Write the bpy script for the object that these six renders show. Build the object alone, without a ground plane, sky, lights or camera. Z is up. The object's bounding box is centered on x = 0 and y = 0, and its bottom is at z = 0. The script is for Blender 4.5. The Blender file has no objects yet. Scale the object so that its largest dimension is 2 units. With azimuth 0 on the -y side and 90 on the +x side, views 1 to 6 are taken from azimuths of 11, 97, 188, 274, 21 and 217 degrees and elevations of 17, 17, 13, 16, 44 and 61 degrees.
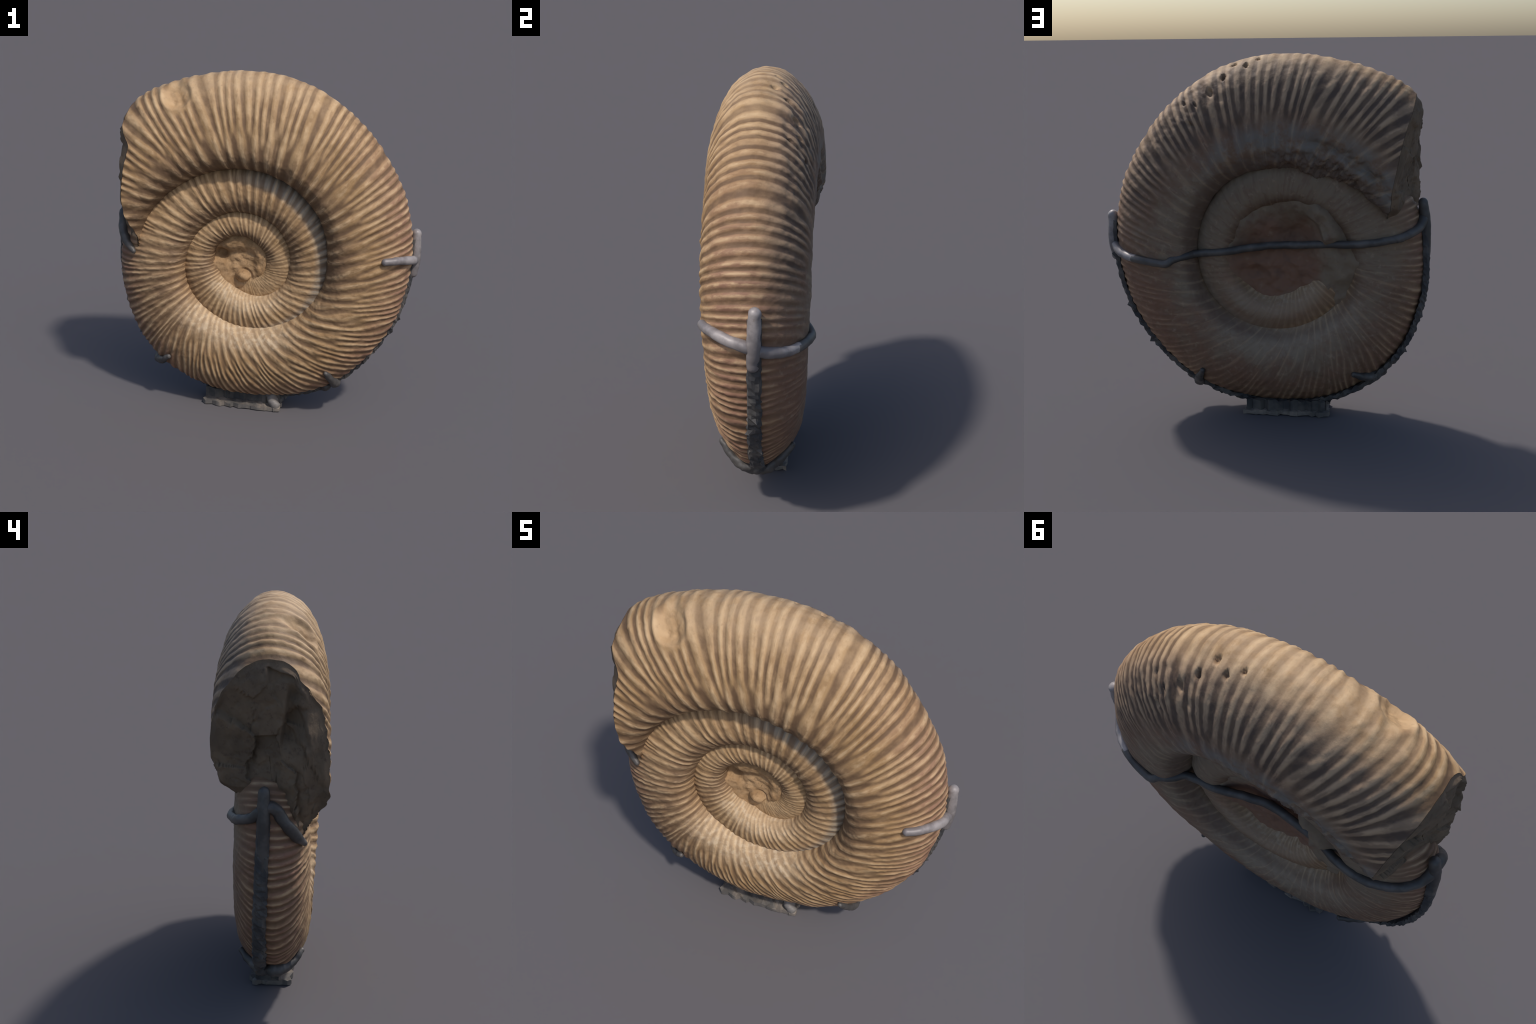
# A fossil ammonite (ribbed spiral shell, broken at the mouth) held in a forged metal cradle.
# Frame: the coil lies in the xz plane, the viewer's face looks towards -y, metres, z up.
import bpy, math
import numpy as np
from mathutils import noise as mnoise, Vector

rng = np.random.RandomState(7)
CX, CZ = -0.105, 0.90          # axis of the coil
RIBS = 60                      # primary ribs in one turn
R0 = 0.70                      # radius at which the rib phase is measured


def smooth(e0, e1, x):
    t = np.clip((x - e0) / (e1 - e0), 0, 1)
    return t * t * (3 - 2 * t)


def curve(pts, soft=7.0, lo=-40.0, hi=1200.0):
    """Smooth function of the coiling angle through (angle, value) control points."""
    p = np.array(pts, float)
    g = np.arange(lo - 60, hi + 60, 0.5)
    v = np.interp(g, p[:, 0], p[:, 1])
    k = np.exp(-0.5 * (np.arange(-60, 61) * 0.5 / soft) ** 2)
    k /= k.sum()
    v = np.convolve(np.pad(v, 60, mode="edge"), k, mode="valid")
    return lambda a: np.interp(a, g, v)


def fbm(P, scale, octaves=3, seed=0.0):
    """Fractal noise at the rows of P (n,3), about -1..1."""
    out = np.empty(len(P))
    n = mnoise.fractal
    off = Vector((seed * 3.1, seed * 7.7, seed * 1.3))
    for i, p in enumerate((P * scale).tolist()):
        out[i] = n(Vector(p) + off, 1.0, 2.0, octaves)
    return out


# ------------------------------------------------------------------ the coil
# outer edge of the last whorl (x, z), read round from the mouth over the top and down
RIM = [(-.693, 1.868), (-.557, 1.915), (-.423, 1.955), (-.319, 1.976), (-.174, 1.992), (.011, 1.985), (.15, 1.952),
       (.264, 1.915), (.360, 1.853), (.494, 1.757), (.608, 1.636), (.704, 1.494), (.776, 1.344), (.820, 1.2),
       (.838, 1.08), (.840, .97), (.825, .84), (.795, .70), (.735, .54), (.665, .42), (.575, .31), (.46, .20),
       (.30, .115), (.10, .07), (-.10, .06), (-.30, .075), (-.48, .14), (-.61, .225), (-.765, .423),
       (-.830, .60), (-.862, .75), (-.867, .9), (-.855, 1.05), (-.825, 1.2)]
rim = []
for x, z in RIM:
    a = math.degrees(math.atan2(z - CZ, -(x - CX))) % 360
    if rim and a < rim[-1][0] - 90:
        a += 360
    rim.append((a, math.hypot(x - CX, z - CZ)))
rim = [(-30, 1.10), (50, 1.13)] + rim + [(405, .67), (430, .615), (450, .588), (480, .564), (510, .540), (540, .515),
                                         (570, .50), (600, .475), (630, .445), (660, .435), (690, .42), (720, .398),
                                         (750, .378), (780, .355), (810, .335), (840, .320), (870, .312), (900, .295),
                                         (930, .285), (960, .262), (990, .232), (1020, .20), (1060, .17)]
R_of = curve([(a, r - np.interp(a, [0, 90, 110, 190, 225, 270, 300, 340, 380, 420], [.003, -.005, -.001, .002, .015, .004, .016, -.002, .0, .0])) for a, r in rim], 3.5)
# seam where each whorl meets the one inside it
SEAM = [(-30, .645), (12, .636), (51, .61), (77, .588), (100, .58), (127, .56), (158, .52), (172, .504), (200, .482),
        (225, .45), (240, .43), (260, .408), (295, .395), (320, .405), (340, .407), (360, .387), (380, .37),
        (410, .346), (431, .338), (460, .322), (480, .313), (500, .300), (520, .285), (540, .275), (570, .258),
        (600, .240), (630, .215), (660, .19), (700, .192), (722, .218), (745, .218), (768, .195), (788, .19), (809, .17), (840, .142),
        (880, .137), (920, .12), (980, .10), (1060, .06)]
S_of = curve(SEAM, 5)
# reach of the flanks to the front (yF) and to the back (yB), and the middle of the outer edge
FRONT = [(-30, .284), (15, .284), (45, .282), (70, .268), (90, .250), (130, .236), (180, .234), (230, .232), (270, .212),
         (310, .207), (350, .208), (375, .20), (410, .185), (450, .168), (500, .155), (540, .148), (600, .146), (660, .138),
         (720, .130), (780, .117), (840, .107), (900, .096), (940, .085), (985, .052), (1015, .03), (1060, .02)]
BACK = [(-30, .235), (20, .240), (55, .262), (75, .258), (100, .262), (130, .258), (150, .250), (180, .244), (210, .220), (240, .188),
        (290, .164), (330, .154), (360, .150), (400, .155), (450, .165), (540, .145), (630, .126), (690, .10), (720, .045), (780, .015), (900, .005), (1060, .0)]
EDGE_Y = [(-30, .0), (60, .0), (95, .005), (150, .02), (180, .005), (220, -.025), (270, -.02), (300, -.035), (335, -.05), (360, -.03), (450, -.02), (1060, -.03)]
F_of, B_of, E_of = curve(FRONT, 8), curve(BACK, 8), curve(EDGE_Y, 10)
# lean of the ribs towards the mouth, degrees
LEAN = [(0, 15), (40, 17), (80, 9), (120, 4), (150, 3), (175, 12), (195, 22), (230, 26), (270, 29), (305, 22), (335, 8), (360, 4),
        (450, 6), (540, 9), (600, 14), (640, 10), (720, 4), (900, 8), (1080, 5)]
L_of = curve(LEAN, 4)
FORK_AT = curve([(-30, .25), (60, .30), (120, .42), (230, .45), (300, .35), (380, .5), (450, .95), (1060, 1.05)], 10)
FORK_R = lambda a: S_of(a) + FORK_AT(a) * (R_of(a) - S_of(a))   # where ribs fork


SHOULDER = curve([(-30, .22), (60, .24), (180, .22), (225, .24), (265, .36), (300, .34), (360, .22), (410, .40), (450, .46), (560, .44), (640, .34), (700, .36), (760, .44), (1060, .46)], 10)
BROKEN = curve([(0, .0), (22, .0), (45, .055), (70, .14), (95, .115), (120, .055), (145, .03), (180, .0)], 5)
LIP = curve([(-30, .06), (15, .06), (50, .055), (120, .055), (160, .07), (200, .10), (250, .12), (320, .12), (360, .11), (450, .10), (1060, .11)], 8)
TAPER_F = curve([(-30, 1.0), (90, 1.0), (150, 1.05), (190, 1.0), (225, 1.15), (265, 1.08), (300, 1.0), (360, 1.1), (420, .9), (1060, .9)], 10)
TAPER_B = curve([(-30, 1.1), (60, 1.15), (105, 1.0), (145, .98), (180, 1.1), (210, 1.15), (265, 1.2), (300, 1.08), (360, 1.05), (420, .95), (1060, .95)], 10)


def wobble(a):
    """Irregular spacing of the ribs (radians in, radians out); whole waves in a turn."""
    return 0.010 * np.sin(11 * a + 1.0) + 0.008 * np.sin(29 * a + 2.2) + 0.008 * np.sin(17 * a + 0.4)


def rib_wave(a, r):
    """Height of the ribs, -1..1, at angle a (degrees) and radius r."""
    ar = np.radians(a)
    p = RIBS * (ar + np.tan(np.radians(L_of(a))) * np.log(np.maximum(r, .05) / R0) + wobble(ar))
    fork = smooth(-0.05, 0.08, r - FORK_R(a) + 0.03 * np.sin(23 * ar) + 0.02 * np.sin(41 * ar))
    return (1 - fork) * np.cos(p) + fork * np.cos(2 * p), fork


def whorl_point(a, s):
    """Point of the bare whorl at angle a (deg) and position s (rad) round its section (0 = outer edge)."""
    R, S = R_of(a), S_of(a)
    c, sn = np.cos(s), np.sin(s)
    rc = S + SHOULDER(a) * (R - S)
    # the hollow behind the mouth is partly filled: the wall there reaches further in
    behind = BROKEN(a) * smooth(0.0, .4, sn)
    inner = np.minimum((SHOULDER(a) + LIP(a) + behind) * (R - S), rc - 0.01)
    pc = np.where(c > 0, np.abs(c), -np.abs(c) ** 0.85)
    taper = np.where(sn > 0, TAPER_B(a), TAPER_F(a))
    ps = np.sign(sn) * np.abs(sn) ** np.where(c > 0, taper, .75 - .8 * np.minimum(BROKEN(a), .15) * (sn > 0))
    r = rc + np.where(c > 0, (R - rc) * pc, inner * pc)
    e = E_of(a)
    y = e + np.where(sn > 0, (B_of(a) - e) * ps, (F_of(a) + e) * ps)
    ar = np.radians(a)
    return np.stack([CX - r * np.cos(ar), y, CZ + r * np.sin(ar)], -1), r


def mouth_x(y, z):
    """x of the broken mouth: leaning back from a proud front edge to the set-back rear rim."""
    front = np.interp(z, [.95, 1.0, 1.07, 1.2, 1.3, 1.46, 1.575, 1.72, 1.85], [-.58, -.62, -.715, -.775, -.79, -.78, -.755, -.77, -.74])
    proud = np.interp(z, [.95, 1.1, 1.25, 1.5, 1.7, 1.78, 1.9], [-.72, -.79, -.822, -.825, -.815, -.785, -.72])
    mid = np.interp(z, [1.0, 1.1, 1.2, 1.45, 1.70, 1.79, 1.9], [-.70, -.74, -.755, -.775, -.815, -.80, -.74])
    back = np.interp(z, [1.0, 1.1, 1.2, 1.316, 1.469, 1.657, 1.79, 1.9], [-.42, -.57, -.683, -.702, -.730, -.763, -.785, -.76])
    x = np.where(y < -.16, proud + (front - proud) * smooth(-.16, -.25, y),
                 np.where(y < 0, mid + (proud - mid) * np.clip(-y / .16, 0, 1), mid + (back - mid) * np.clip(y / .2, 0, 1.2)))
    return x


NS = 160
STEP = 0.36
A_END = 1030.0
s_grid = np.linspace(0, 2 * math.pi, NS, endpoint=False)
nom = np.arange(-9, A_END + STEP / 2, STEP)
A = np.repeat(nom[:, None], NS, 1)
Sg = np.broadcast_to(s_grid, A.shape)
P, Rr = whorl_point(A, Sg)


def grid_normals(P):
    da = np.gradient(P, axis=0)
    ds = np.roll(P, -1, 1) - np.roll(P, 1, 1)
    n = np.cross(ds, da)
    n /= np.maximum(np.linalg.norm(n, axis=2, keepdims=True), 1e-9)
    return n


N = grid_normals(P)
mid = (P.mean(1, keepdims=True))
if ((P - mid) * N).sum() < 0:
    N = -N
wave, fork = rib_wave(A, Rr)
cs, sn = np.cos(Sg), np.sin(Sg)
X, Y, Z = P[..., 0], P[..., 1], P[..., 2]
back = smooth(0.0, 0.5, sn)
inner_fade = smooth(-0.92, -0.45, cs)
amp = (0.0037 - 0.0001 * fork) * (1 - .6 * smooth(225, 260, A) * smooth(350, 320, A) * smooth(.14, .04, Rr - S_of(A))) * inner_fade * np.interp(A, [0, 360, 720, 840, 950], [1, .75, .45, .3, .08])
# the back of the lower half and the hollow behind are worn smooth
worn_back = .3 + smooth(175, 230, A) * 0.5 + smooth(330, 420, A) * 0.25
amp *= 1 - back * np.clip(worn_back + 1.2 * smooth(370, 430, A) + 0.9 * smooth(0.50, 0.05, cs), 0, 1)
# worn crest on the top, and round the dent
top_worn = np.exp(-((A - 98) / 24) ** 2) * smooth(0.60, 0.88, cs + 0.2 * sn)
amp *= 1 - 0.75 * top_worn
flat = P.reshape(-1, 3)
n1 = fbm(flat, 4.0, 3, 1).reshape(A.shape)
n2 = fbm(flat, 16.0, 3, 2).reshape(A.shape)
n3 = fbm(flat, 42.0, 2, 3).reshape(A.shape)
amp *= np.clip(1 + 0.35 * n2 + 0.35 * n1, 0.3, 1.5)


def bump(c, rad):
    d2 = sum(((P[..., i] - c[i]) / rad[i]) ** 2 for i in range(3))
    return np.exp(-d2)


def front_spot(x, z, rx, rz, k_=2.0):
    d = np.hypot((X - x) / rx, (Z - z) / rz)
    return np.exp(-d ** k_) * smooth(.1, -.3, sn), np.exp(-((d - 1.25) / .22) ** 2) * smooth(.1, -.3, sn)


dent, dent_rim = front_spot(-.505, 1.862, .074, .058, 5)
scar, _ = front_spot(-.46, 1.785, .085, .04)
amp *= 1 - np.clip(1.1 * dent + .8 * scar, 0, 1)
disp = amp * wave + 0.005 * n1 + 0.0032 * n2 + 0.0016 * n3
disp += (0.008 * n2 - 0.027 + .0025 * wave) * dent + 0.008 * dent_rim - 0.006 * scar
# chipped, angular patch high on the back
chip = np.exp(-((A - 118) / 17) ** 2) * smooth(0.15, 0.6, sn) * smooth(0.0, .5, cs)
facet = np.floor(n2 * 3.2) / 3.2
disp += chip * (0.008 + 0.004 * facet + 0.002 * n3)
# ledge and trough in the hollow behind the mouth
trough = np.exp(-((A - 55) / 24) ** 4) * np.exp(-((Rr - .675 - .02 * n2) / .028) ** 2) * smooth(.2, .6, sn)
disp -= 0.036 * trough * (1 + .5 * n2)
rough_ledge = np.exp(-((A - 62) / 34) ** 4) * smooth(.66, .60, Rr) * smooth(.1, .4, sn)
disp += rough_ledge * (.012 * np.round(n2 * 3) / 2 + .016 * n1 + .006 * n3)
# small angular pits on the crest of the rim behind
for pa_, ps_, pr_, pd_ in ((100, .42, .016, .022), (103.5, .28, .013, .018), (107, .55, .018, .022), (112, .72, .020, .024),
                           (117.5, .80, .016, .022), (121, .62, .014, .016), (96.5, .30, .012, .016), (122, 1.0, .016, .018)):
    c_ = whorl_point(np.array([pa_]), np.array([ps_]))[0][0]
    d_ = np.linalg.norm((P - c_) * np.array([1, .6 + .07 * (pa_ % 7), 1]), axis=2) + .009 * n2
    disp -= pd_ * smooth(pr_, pr_ * .55, d_) * (A < 200)
P = P + N * disp[..., None]
N2 = grid_normals(P)
# the mouth: everything beyond the break is cut away, and the cut edge drawn onto the break
cut = mouth_x(P[..., 1], P[..., 2])
beyond = (P[..., 0] < cut) & (A < 80)
i_edge = np.argmax(~beyond, axis=0)                      # first row that is kept, for each place round the section
keep_vertex = ~beyond
P_full = P.copy()
P[..., 0] = np.where(beyond, cut, P[..., 0])
if (N2 * N).sum() < 0:
    N2 = -N2
flip = ((np.cross(np.roll(P, -1, 1)[:-1] - P[:-1], P[1:] - P[:-1]) * N2[:-1]).sum() < 0)


def new_mesh(name, verts, quads=None, tris=None, normals=None, smooth_shade=True):
    me = bpy.data.meshes.new(name)
    polys = []
    if quads is not None and len(quads):
        polys.append(np.asarray(quads, np.int32))
    if tris is not None and len(tris):
        polys.append(np.asarray(tris, np.int32))
    nl = sum(p.size for p in polys)
    nf = sum(len(p) for p in polys)
    me.vertices.add(len(verts))
    me.vertices.foreach_set("co", np.asarray(verts, np.float32).ravel())
    me.loops.add(nl)
    me.loops.foreach_set("vertex_index", np.concatenate([p.ravel() for p in polys]).astype(np.int32))
    me.polygons.add(nf)
    sizes = np.concatenate([np.full(len(p), p.shape[1], np.int32) for p in polys])
    starts = np.concatenate([[0], np.cumsum(sizes)[:-1]]).astype(np.int32)
    me.polygons.foreach_set("loop_start", starts)
    me.update(calc_edges=True)
    me.validate()
    me.polygons.foreach_set("use_smooth", np.full(len(me.polygons), smooth_shade))
    if normals is not None:
        me.normals_split_custom_set_from_vertices(normals.tolist())
    me.update()
    return me


def grid_quads(n, m, wrap=True, rev=False):
    i = np.arange(n - 1)[:, None]
    j = np.arange(m if wrap else m - 1)[None, :]
    j2 = (j + 1) % m
    q = np.stack([i * m + j, i * m + j2, (i + 1) * m + j2, (i + 1) * m + j], -1).reshape(-1, 4)
    return q[:, ::-1] if rev else q


# ------------------------------------------------------------------ node helpers
class Nodes:
    def __init__(self, name):
        self.mat = bpy.data.materials.new(name)
        self.mat.use_nodes = True
        self.nt = self.mat.node_tree
        self.bsdf = self.nt.nodes["Principled BSDF"]

    def node(self, kind, **kw):
        n = self.nt.nodes.new(kind)
        for k_, v in kw.items():
            setattr(n, k_, v)
        return n

    def put(self, sock, v):
        if isinstance(v, bpy.types.NodeSocket):
            self.nt.links.new(v, sock)
        else:
            sock.default_value = v

    def math(self, op, a, b=0.0, c=0.0, clamp=False):
        n = self.node("ShaderNodeMath", operation=op, use_clamp=clamp)
        for i, v in enumerate((a, b, c)):
            self.put(n.inputs[i], v)
        return n.outputs[0]

    def step(self, x, e0, e1):
        n = self.node("ShaderNodeMapRange", interpolation_type="SMOOTHSTEP")
        self.put(n.inputs["Value"], x)
        n.inputs["From Min"].default_value = e0
        n.inputs["From Max"].default_value = e1
        return n.outputs["Result"]

    def mix(self, f, a, b, mode="MIX"):
        n = self.node("ShaderNodeMix", data_type="RGBA", blend_type=mode)
        self.put(n.inputs[0], f)
        for i, v in ((6, a), (7, b)):
            self.put(n.inputs[i], v if isinstance(v, bpy.types.NodeSocket) else (*v, 1.0))
        return n.outputs[2]

    def noise(self, vec, scale, detail=4, rough=.6, dist=0.0):
        n = self.node("ShaderNodeTexNoise")
        self.put(n.inputs["Vector"], vec)
        n.inputs["Scale"].default_value = scale
        n.inputs["Detail"].default_value = detail
        n.inputs["Roughness"].default_value = rough
        n.inputs["Distortion"].default_value = dist
        return n.outputs["Fac"]

    def ramp(self, f, stops):
        n = self.node("ShaderNodeValToRGB")
        self.put(n.inputs[0], f)
        el = n.color_ramp.elements
        while len(el) < len(stops):
            el.new(0.5)
        for e_, (p, v) in zip(el, stops):
            e_.position = p
            e_.color = (v, v, v, 1) if isinstance(v, float) else (*v, 1)
        return n.outputs[0]

    def object_xyz(self):
        tc = self.node("ShaderNodeTexCoord")
        sp = self.node("ShaderNodeSeparateXYZ")
        self.nt.links.new(tc.outputs["Object"], sp.inputs[0])
        return tc.outputs["Object"], sp.outputs[0], sp.outputs[1], sp.outputs[2]

    def bump(self, h, strength, dist):
        b = self.node("ShaderNodeBump")
        b.inputs["Strength"].default_value = strength
        b.inputs["Distance"].default_value = dist
        self.put(b.inputs["Height"], h)
        self.nt.links.new(b.outputs[0], self.bsdf.inputs["Normal"])


TAN = (.335, .200, .092)
PALE = (.455, .295, .155)
UMBER = (.200, .115, .058)
GROOVE = (.135, .078, .042)
STAIN = (.080, .053, .040)
RUSSET = (.200, .108, .070)
ROSY = (.235, .122, .082)
GREY = (.205, .152, .105)  # GREY and RUSSET lowered part-way towards the shadow on the back
FILM = (.265, .230, .185)


def shell_material(name, turn):
    """Buff stone with dark brown in the rib grooves; `turn` picks the whorl so the grooves line up with the ribs."""
    m = Nodes(name)
    vec, x, y, z = m.object_xyz()

    def mul(*v):
        out = v[0]
        for q_ in v[1:]:
            out = m.math("MULTIPLY", out, q_)
        return out

    def inv(v):
        return m.math("SUBTRACT", 1.0, v)

    dx = m.math("SUBTRACT", CX, x)
    dz = m.math("SUBTRACT", z, CZ)
    ar = m.math("ARCTAN2", dz, dx)
    ar = m.math("ADD", ar, mul(m.math("LESS_THAN", ar, 0.0), 2 * math.pi))
    t = m.math("DIVIDE", ar, 2 * math.pi)
    r = m.math("SQRT", m.math("ADD", mul(dx, dx), mul(dz, dz)))
    stops = np.linspace(0, 1, 25)
    base = 360 * turn

    def along(f):
        """A function of the coiling angle as a ramp over this turn."""
        return m.ramp(t, [(float(q_), float(f(base + 360 * q_))) for q_ in stops])

    lean = along(lambda a: np.tan(np.radians(L_of(a))))
    from_edge = m.math("SUBTRACT", along(R_of), r)
    from_seam = m.math("SUBTRACT", r, along(S_of))
    # the same rib wave as in the relief
    wob = 0.0
    for amp_, f_, ph in ((.010, 11, 1.0), (.008, 29, 2.2), (.008, 17, .4)):
        wob = m.math("ADD", mul(m.math("SINE", m.math("ADD", mul(ar, float(f_)), ph)), amp_), wob)
    lg = m.math("LOGARITHM", m.math("MAXIMUM", m.math("DIVIDE", r, R0), .05), math.e)
    p0 = m.math("ADD", m.math("ADD", ar, wob), mul(lean, lg))
    n_warp = m.noise(vec, 9, 2)
    p = m.math("ADD", mul(p0, float(RIBS)), mul(m.math("SUBTRACT", n_warp, .5), 0.5))
    fk = m.math("ADD", m.math("SUBTRACT", r, along(FORK_R)), mul(m.math("SINE", mul(ar, 23.0)), .03))
    fk = m.math("ADD", fk, mul(m.math("SINE", mul(ar, 41.0)), .02))
    fk = m.step(fk, -.05, .08)
    c1 = m.math("COSINE", p)
    c2 = m.math("COSINE", mul(p, 2.0))
    wave_ = m.math("ADD", c1, mul(fk, m.math("SUBTRACT", c2, c1)))
    # noise: broad patches, blotches, grain, and dashes drawn out along the ribs
    big = m.noise(vec, 3.0, 4, .6)
    midn = m.noise(vec, 13, 5, .65)
    fine = m.noise(vec, 60, 4, .7)
    speck = m.noise(vec, 34, 3, .6)
    warm = m.noise(vec, 5.5, 3, .6)
    cmb = m.node("ShaderNodeCombineXYZ")
    m.put(cmb.inputs[0], mul(p0, 26.0))
    m.put(cmb.inputs[1], mul(r, 9.0))
    m.put(cmb.inputs[2], mul(y, 9.0))
    dash = m.noise(cmb.outputs[0], 1.0, 4, .6)
    backm = m.step(y, .02, .16)
    frontm = inv(backm)

    # --- near side
    col = m.mix(m.step(big, .35, .68), TAN, PALE)
    col = m.mix(mul(m.step(midn, .48, .72), .40), col, (.33, .21, .11))
    col = m.mix(mul(m.step(warm, .50, .66), .5), col, (.31, .185, .078))
    col = m.mix(mul(m.step(dash, .50, .68), .34), col, UMBER)
    col = m.mix(mul(m.step(dash, .46, .30), .30), col, (.56, .385, .215))
    col = m.mix(mul(m.step(speck, .58, .72), .30), col, UMBER)
    if turn == 0:
        rosy = mul(m.step(from_edge, .20, .02), m.step(z, 1.9, 1.15))
        shoulder = mul(m.step(from_seam, .16, .03), m.step(t, .60, .68), m.step(t, .93, .86))
        seam_shade_tint = mul(m.step(from_seam, .20, .03), m.math("MAXIMUM", m.step(t, .60, .48), 0.0))
    elif turn == 1:
        rosy = mul(m.step(r, .56, .74), m.step(z, 1.35, 1.0))
        shoulder = mul(m.step(from_seam, .10, .02), m.step(t, .55, .68), m.step(t, .98, .86))
        seam_shade_tint = mul(m.step(from_seam, .11, .02), m.math("MAXIMUM", m.step(t, .58, .42), m.step(t, .9, 1.0)))
    else:
        rosy = 0.0
        shoulder = 0.0
        seam_shade_tint = mul(m.step(from_seam, .07, .01), m.step(t, .55, .42))
    if turn == 1:
        col = m.mix(mul(m.step(r, .62, .72), .75), col, (.17, .098, .064))
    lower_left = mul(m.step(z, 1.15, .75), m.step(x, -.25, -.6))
    col = m.mix(mul(lower_left, m.math("ADD", .35, mul(m.step(dash, .36, .60), .45))), col, (.155, .092, .054))  # left rim darkened, matching its shade on the side away from the sun
    col = m.mix(mul(rosy, m.math("ADD", .45, mul(m.step(dash, .35, .6), .4))), col, ROSY)
    col = m.mix(mul(shoulder, m.math("ADD", .35, mul(m.step(speck, .55, .35), .5))), col, (.56, .43, .29))
    col = m.mix(mul(seam_shade_tint, m.math("ADD", .45, mul(m.step(dash, .35, .6), .35))), col, (.115, .070, .043))  # inner slope browned for the deep shading along the seam

    # --- far side: greyer within, redder and mottled towards the edge
    outward = m.step(r, .45, .85)
    redness = m.math("ADD", mul(outward, .55), mul(m.math("SUBTRACT", big, .5), 1.6))
    redness = m.math("ADD", redness, mul(m.math("SUBTRACT", midn, .5), 1.2))
    redness = m.math("ADD", redness, mul(m.step(r, .36, .26), .5))
    redness = m.math("ADD", redness, mul(m.step(z, 1.1, .6), .3))
    bcol = m.mix(m.step(redness, -.1, .85), GREY, RUSSET)
    bcol = m.mix(mul(m.step(dash, .48, .66), .5), bcol, (.15, .088, .062))
    bcol = m.mix(mul(m.step(speck, .44, .3), .35), bcol, (.33, .25, .175))
    lift = mul(m.step(z, .95, 1.45), m.step(r, .72, .92))
    bcol = m.mix(lift, bcol, (.36, .24, .15))
    if turn < 2:
        # behind: dark seams, pale rubbed shoulder under the hollow, dark red outer side of the inner ring, grey ledge
        if turn == 0:
            pale_b = mul(m.step(from_seam, .20, .05), m.step(t, .58, .68), m.step(t, .97, .86))
            bcol = m.mix(mul(pale_b, m.math("ADD", .30, mul(m.step(midn, .6, .4), .4))), bcol, (.275, .22, .165))
            ledge = mul(m.step(from_seam, .22, .10), m.step(t, .03, .10), m.step(t, .40, .28))
            bcol = m.mix(mul(ledge, m.step(midn, .66, .40), .75), bcol, (.165, .160, .150))
            bcol = m.mix(mul(ledge, m.step(midn, .52, .66), .6), bcol, (.135, .085, .055))
        else:
            red_b = mul(m.step(from_edge, .17, .06), m.step(t, .52, .62), m.step(t, 1.0, .90))
            bcol = m.mix(mul(red_b, .65), bcol, (.150, .078, .052))
            bcol = m.mix(mul(m.step(from_edge, .30, .18), m.step(from_edge, .12, .17), m.step(t, .52, .62), .55), bcol, (.27, .215, .16))
        bcol = m.mix(mul(m.step(from_seam, .055, .0), .65), bcol, (.105, .065, .047))
    col = m.mix(backm, col, bcol)

    if turn == 1:
        # grey film along the sheltered outer edge of the second turn
        gm = mul(m.step(from_edge, .12, .07), m.step(t, .2, .3), m.step(t, .78, .62))
        col = m.mix(mul(gm, m.math("SUBTRACT", .9, mul(backm, .6))), col, FILM)
    if turn == 0:
        # bare rock in the dent
        ddx = m.math("DIVIDE", m.math("ADD", x, .50), .095)
        ddz = m.math("DIVIDE", m.math("SUBTRACT", z, 1.85), .10)
        dd = m.math("SQRT", m.math("ADD", mul(ddx, ddx), mul(ddz, ddz)))
        bare = mul(m.step(dd, 1.1, .6), m.step(y, .02, -.04))
        wave_ = m.mix(bare, wave_, (.5, .5, .5))

    # --- dark brown lines between the ribs
    g = m.step(wave_, .30, -.80)
    amount = m.math("ADD", .62, mul(m.step(dash, .36, .60), .30))
    if turn:
        amount = mul(amount, .82 if turn == 1 else .62)
    amount = m.math("ADD", amount, mul(seam_shade_tint, .2))
    amount = mul(amount, inv(mul(shoulder, .65)))
    if turn == 2:
        amount = mul(amount, m.step(t, .70, .45))
    if turn == 0:
        amount = mul(amount, m.math("SUBTRACT", 1.0, mul(m.step(z, 1.80, 1.97), .55)))
        amount = mul(amount, inv(mul(backm, m.step(from_seam, .26, .14), .8)))
        col = m.mix(mul(m.step(z, 1.78, 1.97), m.step(midn, .3, .6), .45), col, (.50, .36, .225))
    fade = mul(backm, mul(m.step(z, 1.3, 1.0), .7) if turn == 0 else .95)
    amount = m.math("MINIMUM", mul(amount, inv(fade)), .95)
    col = m.mix(mul(g, amount), col, GROOVE)
    if turn == 0:
        st = mul(m.step(z, 1.0, 1.35), m.step(y, .07, .17), m.step(m.math("ADD", r, mul(m.math("SUBTRACT", big, .5), .3)), .70, .84))
        blot = m.math("ADD", mul(m.step(wave_, .7, -.5), .62), mul(m.step(dash, .42, .62), .40))
        col = m.mix(mul(st, m.math("MINIMUM", blot, .92)), col, STAIN)
    # --- pale rubbed crests
    rub = mul(m.step(wave_, .3, 1.0), m.step(dash, .62, .38))
    if turn:
        rub = mul(rub, m.math("SUBTRACT", 1.0, mul(backm, .85)))
    col = m.mix(mul(rub, m.math("ADD", .16, mul(frontm, .34))), col, (.62, .435, .255))
    m.put(m.bsdf.inputs["Base Color"], col)
    m.bsdf.inputs["Roughness"].default_value = .68
    m.bsdf.inputs["Specular IOR Level"].default_value = .32
    m.bump(m.math("ADD", mul(fine, .7), m.math("ADD", mul(midn, .6), mul(dash, .9))), .30, .007)
    return m.mat


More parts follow.
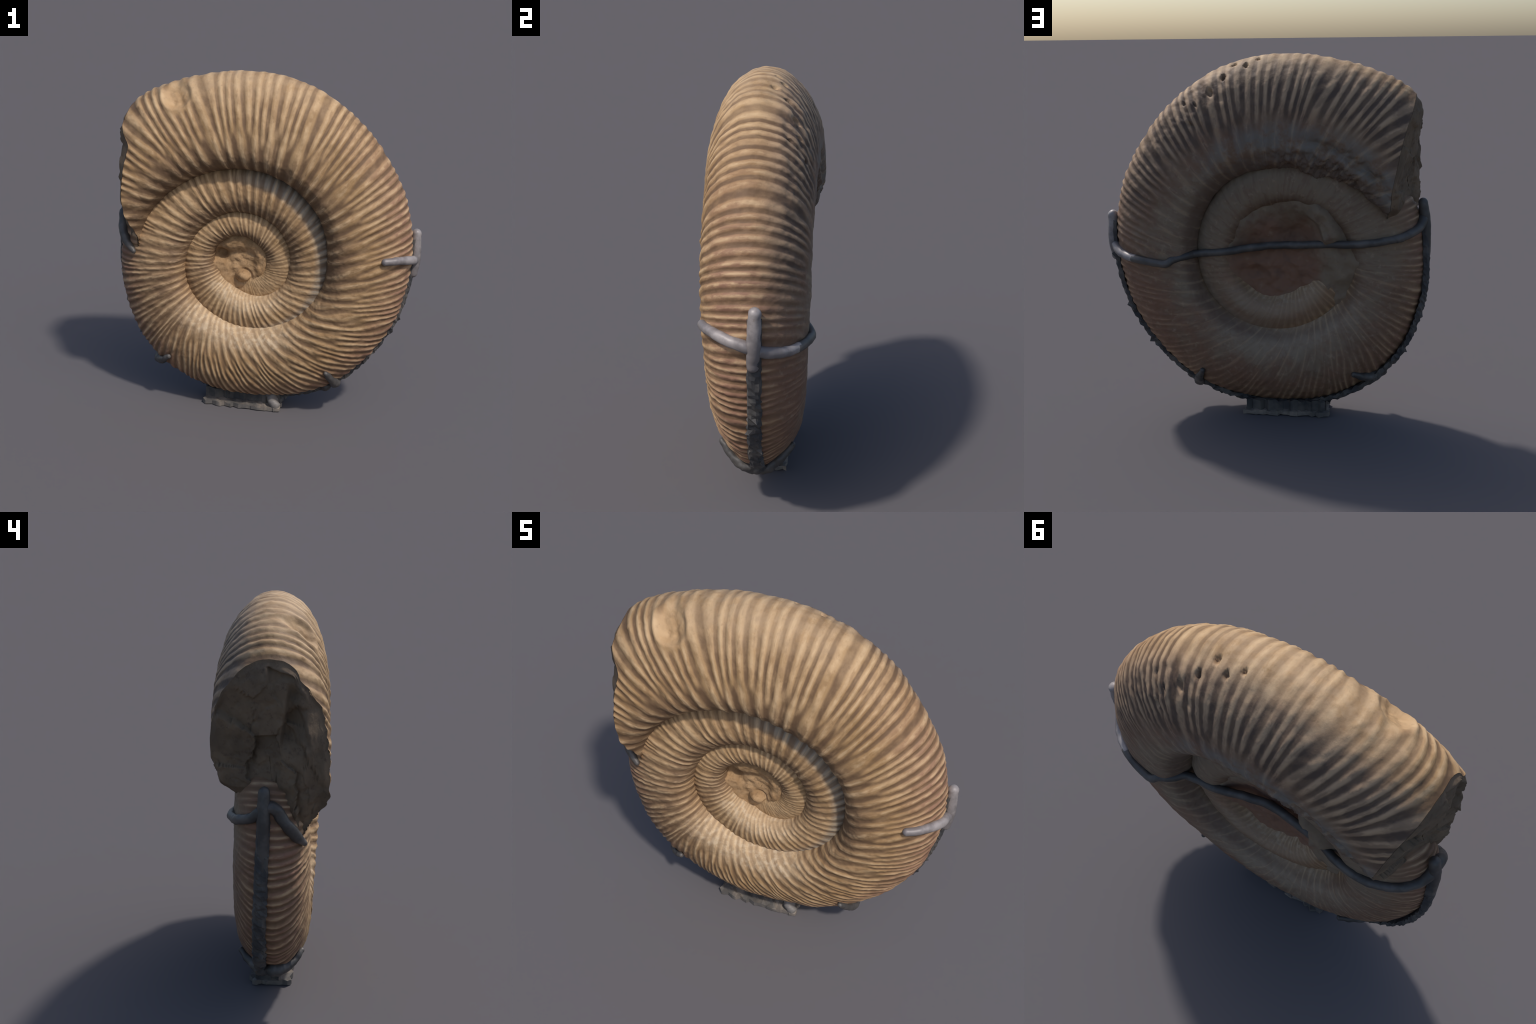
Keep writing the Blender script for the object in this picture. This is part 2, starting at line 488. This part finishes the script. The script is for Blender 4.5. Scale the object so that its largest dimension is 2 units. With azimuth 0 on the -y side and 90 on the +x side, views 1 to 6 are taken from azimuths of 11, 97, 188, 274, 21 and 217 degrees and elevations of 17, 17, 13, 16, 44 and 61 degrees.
def plug_material(name):
    """Mottled red-brown rock filling the hollow behind, greyer towards its edge."""
    m = Nodes(name)
    vec, x, y, z = m.object_xyz()
    dx = m.math("SUBTRACT", x, -.06)
    dz = m.math("SUBTRACT", z, .90)
    r = m.math("SQRT", m.math("ADD", m.math("MULTIPLY", dx, dx), m.math("MULTIPLY", dz, dz)))
    big = m.noise(vec, 4.0, 4, .6)
    midn = m.noise(vec, 14, 5, .65)
    k_ = m.math("ADD", m.step(r, .34, .14), m.math("MULTIPLY", m.math("SUBTRACT", big, .5), 2.2))
    col = m.mix(m.step(k_, .1, .8), GREY, RUSSET)
    col = m.mix(m.math("MULTIPLY", m.step(midn, .48, .7), .6), col, (.14, .085, .062))
    col = m.mix(m.math("MULTIPLY", m.step(midn, .42, .28), .35), col, (.30, .225, .155))
    m.put(m.bsdf.inputs["Base Color"], col)
    m.bsdf.inputs["Roughness"].default_value = .8
    m.bsdf.inputs["Specular IOR Level"].default_value = .25
    m.bump(m.noise(vec, 40, 4, .65), .35, .008)
    return m.mat


def stone_material(name, c1, c2, c3, scale=7.0, strength=.35):
    m = Nodes(name)
    vec, x, y, z = m.object_xyz()
    a = m.noise(vec, scale, 5, .65)
    b = m.noise(vec, scale * 5, 4, .7)
    col = m.mix(m.step(a, .35, .65), c1, c2)
    col = m.mix(m.math("MULTIPLY", m.step(b, .5, .75), .6), col, c3)
    m.put(m.bsdf.inputs["Base Color"], col)
    m.bsdf.inputs["Roughness"].default_value = .85
    m.bsdf.inputs["Specular IOR Level"].default_value = .25
    m.bump(b, strength, .008)
    return m.mat


def metal_material(name, dark, light, rough=.5):
    m = Nodes(name)
    vec, x, y, z = m.object_xyz()
    a = m.noise(vec, 9, 4, .6)
    b = m.noise(vec, 45, 3, .6)
    col = m.mix(m.step(a, .4, .66), dark, light)
    col = m.mix(m.math("MULTIPLY", m.step(b, .6, .8), .35), col, (.16, .10, .065))
    m.put(m.bsdf.inputs["Base Color"], col)
    m.bsdf.inputs["Metallic"].default_value = .15
    m.bsdf.inputs["Roughness"].default_value = rough
    m.bump(b, .2, .004)
    return m.mat


def thing(name, label, category, loc):
    o = bpy.data.objects.new(name, None)
    bpy.context.scene.collection.objects.link(o)
    o.location = loc
    o["label"] = label
    o["category"] = category
    return o


def part(name, mesh, parent, mat):
    o = bpy.data.objects.new(name, mesh)
    bpy.context.scene.collection.objects.link(o)
    mesh.materials.clear()
    mesh.materials.append(mat)
    o.parent = parent
    o.matrix_parent_inverse = parent_inverse(parent)
    return o


def parent_inverse(parent):
    from mathutils import Matrix
    top, off = parent, Vector((0, 0, 0))
    if top.parent is None:
        off = top.location
        return Matrix.Translation(-off)
    return Matrix.Identity(4)


fossil = thing("ammonite_fossil", "large buff spiral ammonite with fine forked ribs, broken mouth", "fossil", (-.1, 0, .03))
stand = thing("fossil_stand", "dark forged metal cradle with clamps and ragged foot", "display stand", (-.1, 0, 0))

# the shell: one surface, split into its turns
turns = [("outer_whorl", -9, 360), ("middle_whorl", 360, 720), ("inner_whorl", 720, A_END)]
for ti, (nm, a0, a1) in enumerate(turns):
    i0 = int(round((a0 + 9) / STEP))
    i1 = min(int(round((a1 + 9) / STEP)), len(nom) - 1)
    v, n = P[i0:i1 + 1].reshape(-1, 3), N2[i0:i1 + 1].reshape(-1, 3)
    q = grid_quads(i1 - i0 + 1, NS, True, flip)
    if ti == 0:
        kv = keep_vertex[i0:i1 + 1].ravel()
        q = q[kv[q].any(1)]
        used = np.unique(q)
        back_ = np.full(len(v), -1)
        back_[used] = np.arange(len(used))
        v, n, q = v[used], n[used], back_[q]
    me = new_mesh(nm, v, q, normals=n)
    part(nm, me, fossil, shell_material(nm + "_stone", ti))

# ------------------------------------------------------------------ rock filling the mouth
# its outline: where each line along the whorl meets the break
cols = np.arange(NS)
k1 = np.maximum(i_edge, 1)
pa, pb = P_full[k1 - 1, cols], P_full[k1, cols]
ga = pa[:, 0] - mouth_x(pa[:, 1], pa[:, 2])
gb = pb[:, 0] - mouth_x(pb[:, 1], pb[:, 2])
w_ = np.where(i_edge > 0, np.clip(-ga / (gb - ga + 1e-9), 0, 1), 0)[:, None]
loop = pa * (1 - w_) + pb * w_
loop[:, 0] -= .001
ctr = np.array([-.785, -.01, 1.40])
NR = 110
ts = np.linspace(0, 1, NR)
cap = loop[None] + (ctr[None, None] - loop[None]) * ts[:, None, None]
cy, cz = cap[..., 1], cap[..., 2]
cf = cap.reshape(-1, 3) * np.array([0.2, 1, 1])
q1 = fbm(cf, 5, 3, 5).reshape(cy.shape)
q2 = fbm(cf, 18, 3, 6).reshape(cy.shape)
face = mouth_x(cy, cz) + .012 * q1 + .007 * q2
# a wedge-shaped pocket beside the proud front edge, cut off above by a small ledge
ridge = -.080 + .028 * smooth(1.60, 1.38, cz) + .008 * q1
wall = np.interp(cz, [1.1, 1.25, 1.39, 1.6, 1.7], [-.17, -.20, -.212, -.150, -.15]) + .008 * q2
pocket = smooth(ridge, ridge - .025, cy) * smooth(wall, wall + .02, cy) * smooth(1.34, 1.46, cz) * smooth(1.70, 1.64, cz)
face += (.016 + .028 * smooth(-.19, -.09, cy) * smooth(1.3, 1.5, cz)) * pocket
bay = np.exp(-((cy + .20) / .03) ** 2 - ((cz - 1.23) / .05) ** 2)
face += .012 * bay
# broken facets: tilted chips of rock meeting in steps
chip_r = np.random.RandomState(21)
seeds = np.stack([chip_r.uniform(-.24, .22, 16), chip_r.uniform(1.08, 1.76, 16)], 1)
tilt = chip_r.uniform(-.17, .17, (16, 2))
lift_ = chip_r.uniform(-.024, .004, 16)
dd_ = np.hypot(cy[..., None] + .02 * q2[..., None] - seeds[:, 0], (cz[..., None] - seeds[:, 1]) * .8)
pick = dd_.argmin(-1)
face = face + lift_[pick] + tilt[pick, 0] * (cy - seeds[pick, 0]) + tilt[pick, 1] * (cz - seeds[pick, 1]) + .006 * np.abs(q2)
face -= .020 * np.exp(-((cy + .135) / .03) ** 2 - ((cz - 1.60) / .022) ** 2)
rimw = smooth(0.0, 0.10, ts)[:, None]
cap[..., 0] = cap[..., 0] * (1 - rimw) + face * rimw
cap[0] = loop
cap_me = new_mesh("mouth_filling", cap.reshape(-1, 3), grid_quads(NR, NS, True, not flip))
part("mouth_filling", cap_me, fossil,
     stone_material("dark_matrix", (.130, .094, .064), (.185, .130, .085), (.070, .044, .033)))

# ------------------------------------------------------------------ the heart of the coil (front) and the plug behind
def disc(name, cx, cz, rad, height, side, rings=70, seg=160):
    rr = np.linspace(0.002, rad, rings)
    th = np.linspace(0, 2 * math.pi, seg, endpoint=False)
    xx = cx + rr[:, None] * np.cos(th)[None]
    zz = cz + rr[:, None] * np.sin(th)[None]
    yy = height(xx, zz)
    v = np.stack([xx, yy, zz], -1).reshape(-1, 3)
    return new_mesh(name, v, grid_quads(rings, seg, True, side))


def noise_xz(xx, zz, sc, seed):
    return fbm(np.stack([xx, xx * 0, zz], -1).reshape(-1, 3), sc, 3, seed).reshape(xx.shape)


def heart(xx, zz):
    d = np.hypot(xx - CX, zz - CZ)
    a = np.degrees(np.arctan2(zz - CZ, -(xx - CX))) % 360
    n = noise_xz(xx, zz, 9, 8)
    n4 = noise_xz(xx, zz, 28, 9)
    bound = np.where(a < 255, S_of(720 + np.minimum(a, 255)), np.interp(a, [255, 285, 360], [S_of(975), .15, .23]))
    y = -.041 + .016 * n + .005 * n4 + .07 * smooth(bound + .012, bound + .05, d)
    y -= .026 * smooth(.09, .20, d) * smooth(275, 310, a)
    # the last small turn stands proud between the pit on the left and the knob at its end
    rho = np.interp(a, [0, 30, 90, 150, 210, 270, 300, 360], [.14, .148, .120, .098, .092, .080, .085, .13])
    wid = np.interp(a, [0, 60, 150, 270, 360], [.040, .046, .040, .030, .03])
    live = smooth(18, 42, a) * smooth(325, 280, a)
    y -= (.027 - .010 * smooth(150, 280, a)) * np.exp(-np.abs((d - rho) / wid) ** 2.6) * live
    # dark pit where it breaks off
    y += .072 * np.exp(-np.hypot((xx + .264) / .040, (zz - .938) / .031) ** 3.5)
    # knob and the small groove round it
    b = np.hypot((xx + .129) / .044, (zz - .815) / .034)
    y -= .026 * np.sqrt(np.clip(1 - b * b, 0, 1))
    y += .016 * np.exp(-((b - 1.25) / .22) ** 2) * smooth(-.15, -.10, xx)
    return y


part("coil_heart", disc("coil_heart", CX, CZ - .005, .225, heart, False), fossil,
     stone_material("heart_stone", (.27, .160, .076), (.40, .255, .135), (.14, .085, .048), 10, .4))


def plug(xx, zz):
    d = np.hypot(xx + .07, zz - .88)
    n = noise_xz(xx, zz, 6, 11)
    y = .054 + .018 * n + .062 * smooth(.15, .30, d) * smooth(.66, .94, zz)
    # a raised chunk, broken off along an arc, with a hollow under it
    d2 = np.hypot(xx + .12, zz - .97) + .015 * noise_xz(xx, zz, 9, 15)
    th2 = np.degrees(np.arctan2(zz - .97, -(xx + .12)))
    y += .050 * smooth(.20, .225, d2) * smooth(.34, .28, d2) * smooth(2, 18, th2) * smooth(66, 48, th2)
    y -= .062 * np.exp(-(((xx + .18) / .12) ** 2 + ((zz - 1.08) / .085) ** 2) ** 1.5)
    y += .015 * smooth(.98, .90, zz)
    y -= .040 * np.exp(-(((xx + .07) / .10) ** 2 + ((zz - 1.17) / .06) ** 2))
    y += .012 * noise_xz(xx, zz, 14, 13)
    y += .012 * np.exp(-(((xx + .02) / .05) ** 2 + ((zz - .86) / .03) ** 2))
    y -= .03 * np.exp(-(((xx - .06) / .05) ** 2 + ((zz - .835) / .03) ** 2))
    return y


part("rear_plug", disc("rear_plug", -.09, .94, .43, plug, True, 90, 200), fossil,
     plug_material("rear_matrix"))


# ------------------------------------------------------------------ the metal cradle
def tube(pts, radii, seg=16, per=10, rough=.0, flatten=None, seed=0):
    """Round bar through control points, ends rounded off."""
    pts = np.array(pts, float)
    radii = np.array(radii, float) * np.ones(len(pts))
    n = (len(pts) - 1) * per + 1
    t = np.linspace(0, len(pts) - 1, n)
    ext = np.vstack([2 * pts[0] - pts[1], pts, 2 * pts[-1] - pts[-2]])
    i = np.minimum(t.astype(int), len(pts) - 2)
    f = (t - i)[:, None]
    p0, p1, p2, p3 = ext[i], ext[i + 1], ext[i + 2], ext[i + 3]
    C = .5 * (2 * p1 + (p2 - p0) * f + (2 * p0 - 5 * p1 + 4 * p2 - p3) * f ** 2 + (3 * p1 - p0 - 3 * p2 + p3) * f ** 3)
    rad = np.interp(t, np.arange(len(pts)), radii)
    T = np.gradient(C, axis=0)
    T /= np.linalg.norm(T, axis=1, keepdims=True)
    # rounded end caps: extra rings beyond each end
    k_ = np.linspace(0, math.pi / 2, 6)[1:]
    pre = [(C[0] - T[0] * rad[0] * math.sin(q), rad[0] * max(math.cos(q), .02), T[0]) for q in k_[::-1]]
    post = [(C[-1] + T[-1] * rad[-1] * math.sin(q), rad[-1] * max(math.cos(q), .02), T[-1]) for q in k_]
    rows = pre + [(C[j], rad[j], T[j]) for j in range(n)] + post
    V = []
    up = np.array([0, 0, 1.0]) if abs(T[:, 2]).mean() < .8 else np.array([1.0, 0, 0])
    th = np.linspace(0, 2 * math.pi, seg, endpoint=False)
    for c, r_, tt in rows:
        u = np.cross(tt, up); u /= max(np.linalg.norm(u), 1e-6)
        w = np.cross(u, tt)
        V.append(c + r_ * (np.cos(th)[:, None] * u + np.sin(th)[:, None] * w))
    V = np.array(V)
    if rough:
        nn = fbm(V.reshape(-1, 3), 22, 3, seed + 20).reshape(V.shape[:2])
        cc = np.array([c for c, _, _ in rows])[:, None]
        V = cc + (V - cc) * (1 + rough * nn)[..., None]
    return V.reshape(-1, 3), grid_quads(len(rows), seg, True, False)


def join(*bits):
    vs, qs, o = [], [], 0
    for v, q in bits:
        vs.append(v)
        qs.append(q + o)
        o += len(v)
    return np.vstack(vs), np.vstack(qs)


steel = metal_material("dark_steel", (.055, .050, .047), (.105, .094, .086))
bright = metal_material("pale_steel", (.18, .16, .158), (.32, .285, .275), .5)
ragged = metal_material("flaked_steel", (.045, .044, .046), (.105, .094, .084), .7)


def band(a0, a1, width, thick, seed, taper=(0.0, 0.0)):
    """Flat bar bent round the outer edge of the shell, its skin flaked and ragged lower down."""
    aa = np.arange(a0, a1, 1.15)
    yb = np.interp(aa, [160, 172, 200, 230, 262, 300, 330, 372], [.045, .045, .02, -.012, -.005, .024, .015, .0])
    prof = [(-.5, -.5), (-.5, .3), (-.38, .85), (-.15, 1.0), (.15, 1.0), (.38, .85), (.5, .3), (.5, -.5)]
    rnd = np.random.RandomState(seed)
    rag = np.interp(aa, [165, 185, 205, 335, 350, 380], [.1, .5, 1, 1, .6, .2])
    V = []
    for a, y, g in zip(aa, yb, rag):
        j = rnd.uniform(-1, 1, (8, 2)) * .007 * g
        if rnd.rand() < .12 * g:
            j[rnd.randint(1, 7)] += (rnd.uniform(-.012, .012), .016)
        r = float(R_of(a))
        c, s = math.cos(math.radians(a)), math.sin(math.radians(a))
        for (w, t), (jw, jt) in zip(prof, j):
            rr = r + t * thick + jt
            V.append((CX - rr * c, y + w * width + jw, CZ + rr * s))
    q = grid_quads(len(aa), 8, True, False)
    n = len(aa)
    return np.array(V), q


bv, bq = band(168, 374, .060, .021, 3)
part("edge_band", new_mesh("edge_band", bv, bq, smooth_shade=False), stand, ragged)
part("right_post", new_mesh("right_post", *tube([(.848, .035, .90), (.857, .042, 1.0), (.853, .05, 1.13)], [.027, .03, .028], rough=.15, seed=1)), stand, bright)
part("left_post", new_mesh("left_post", *tube([(-.858, .0, .74), (-.864, .0, .95), (-.862, .0, 1.1), (-.848, -.002, 1.215)], [.024, .028, .029, .026], rough=.12, seed=2)), stand, steel)


def on_shell(places, lift):
    """Points lying on the shell: (angle, place round the section in radians) pairs, raised by `lift`."""
    out = []
    for a, sec in places:
        e_ = .5
        p = whorl_point(np.array([a, a + e_, a]), np.array([sec, sec, sec + .02]))[0]
        n = np.cross(p[1] - p[0], p[2] - p[0])
        n /= np.linalg.norm(n)
        c = np.array([CX - (S_of(a) + .25 * (R_of(a) - S_of(a))) * math.cos(math.radians(a)), 0, CZ + (S_of(a) + .25 * (R_of(a) - S_of(a))) * math.sin(math.radians(a))])
        if np.dot(n, p[0] - c) < 0:
            n = -n
        out.append(tuple(p[0] + n * lift))
    return out


part("right_clamp", new_mesh("right_clamp", *tube(on_shell([(171.5, -.95), (172, -.75), (173.2, -.4), (174.5, -.08), (176, .2), (177.5, .55), (178.3, .85), (178.6, 1.1)], .011),
      [.019, .024, .024, .026, .026, .024, .022, .02], rough=.12, seed=3)), stand, bright)
part("left_clamp", new_mesh("left_clamp", *tube(on_shell([(364.5, -.95), (368, -.7), (373, -.4), (378, -.12), (378, .1), (375, .4), (373.5, .8), (373, 1.05)], .012),
      [.014, .026, .028, .029, .029, .024, .022, .021], rough=.15, seed=4)), stand, steel)
part("rear_rod", new_mesh("rear_rod", *tube(on_shell([(178.4, .95), (178.8, 1.2), (179.5, 1.5)], .012) + [(.47, .235, .925), (.41, .205, .938), (.375, .165, .943), (.30, .150, .948),
      (.2, .140, .955), (.06, .105, .972), (-.065, .08, .982), (-.21, .09, .988), (-.35, .11, 1.0), (-.476, .150, 1.008)] + on_shell([(374, 1.45), (373.5, 1.2), (373, .95)], .012),
      [.021] * 16, rough=.12, seed=5)), stand, steel)


def prong(a0_, a1_, side, s_):
    path = on_shell([(a0_ + (a1_ - a0_) * q_, side * .86 * (1 - q_)) for q_ in (0, .25, .5, .75, 1)], .012)
    part("support_prong", new_mesh("support_prong", *tube(path, [.015, .020, .026, .03, .032], rough=.3, seed=s_)), stand, steel)


prong(229, 232, -1, 6)
prong(306.5, 309, -1, 7)
prong(234, 236, 1, 8)
prong(302, 309, 1, 9)


def ragged_slab(x0, x1, y0, y1, z0, z1, nx, ny, seed, jag):
    """Thin plate with torn edges: a closed grid, top and bottom skins joined round the rim."""
    rnd = np.random.RandomState(seed)
    u, v = np.linspace(0, 1, nx), np.linspace(0, 1, ny)
    X_, Y_ = np.meshgrid(x0 + (x1 - x0) * u, y0 + (y1 - y0) * v, indexing="ij")
    edge = np.zeros_like(X_)
    edge[[0, -1], :] = 1
    edge[:, [0, -1]] = 1
    X_ = X_ + rnd.uniform(-1, 1, X_.shape) * jag * (.4 + edge)
    Y_ = Y_ + rnd.uniform(-1, 1, X_.shape) * jag * (.4 + edge)
    zt = z1 + rnd.uniform(-1, 1, X_.shape) * jag * .7
    zb = z0 + np.abs(rnd.uniform(0, 1, X_.shape)) * jag * .6
    top = np.stack([X_, Y_, zt], -1).reshape(-1, 3)
    bot = np.stack([X_, Y_, zb], -1).reshape(-1, 3)
    q = grid_quads(nx, ny, False, True)
    nv = nx * ny
    ring = [i * ny for i in range(nx)] + [(nx - 1) * ny + j for j in range(1, ny)] + [i * ny + ny - 1 for i in range(nx - 2, -1, -1)] + [j for j in range(ny - 2, 0, -1)]
    side = [(ring[i], ring[(i + 1) % len(ring)], ring[(i + 1) % len(ring)] + nv, ring[i] + nv) for i in range(len(ring))]
    return np.vstack([top, bot]), np.vstack([q, q[:, ::-1] + nv, np.array(side)[:, ::-1]])


foot = join(ragged_slab(-.345, .125, -.125, .085, .0, .026, 22, 9, 4, .008))
part("foot_plate", new_mesh("foot_plate", *foot, smooth_shade=False), stand,
     metal_material("foot_steel", (.11, .10, .092), (.24, .20, .165), .7))
neck = join(ragged_slab(-.325, .11, -.065, .07, .02, .085, 24, 8, 9, .010))
part("foot_neck", new_mesh("foot_neck", *neck, smooth_shade=False), stand, ragged)
part("foot_gusset", new_mesh("foot_gusset", *tube([(.10, -.10, .034), (.085, -.085, .055), (.06, -.05, .09), (.10, -.03, .11)], [.03, .034, .03, .024], rough=.3, seed=12)), stand,
     metal_material("gusset_steel", (.12, .11, .105), (.20, .18, .165), .6))
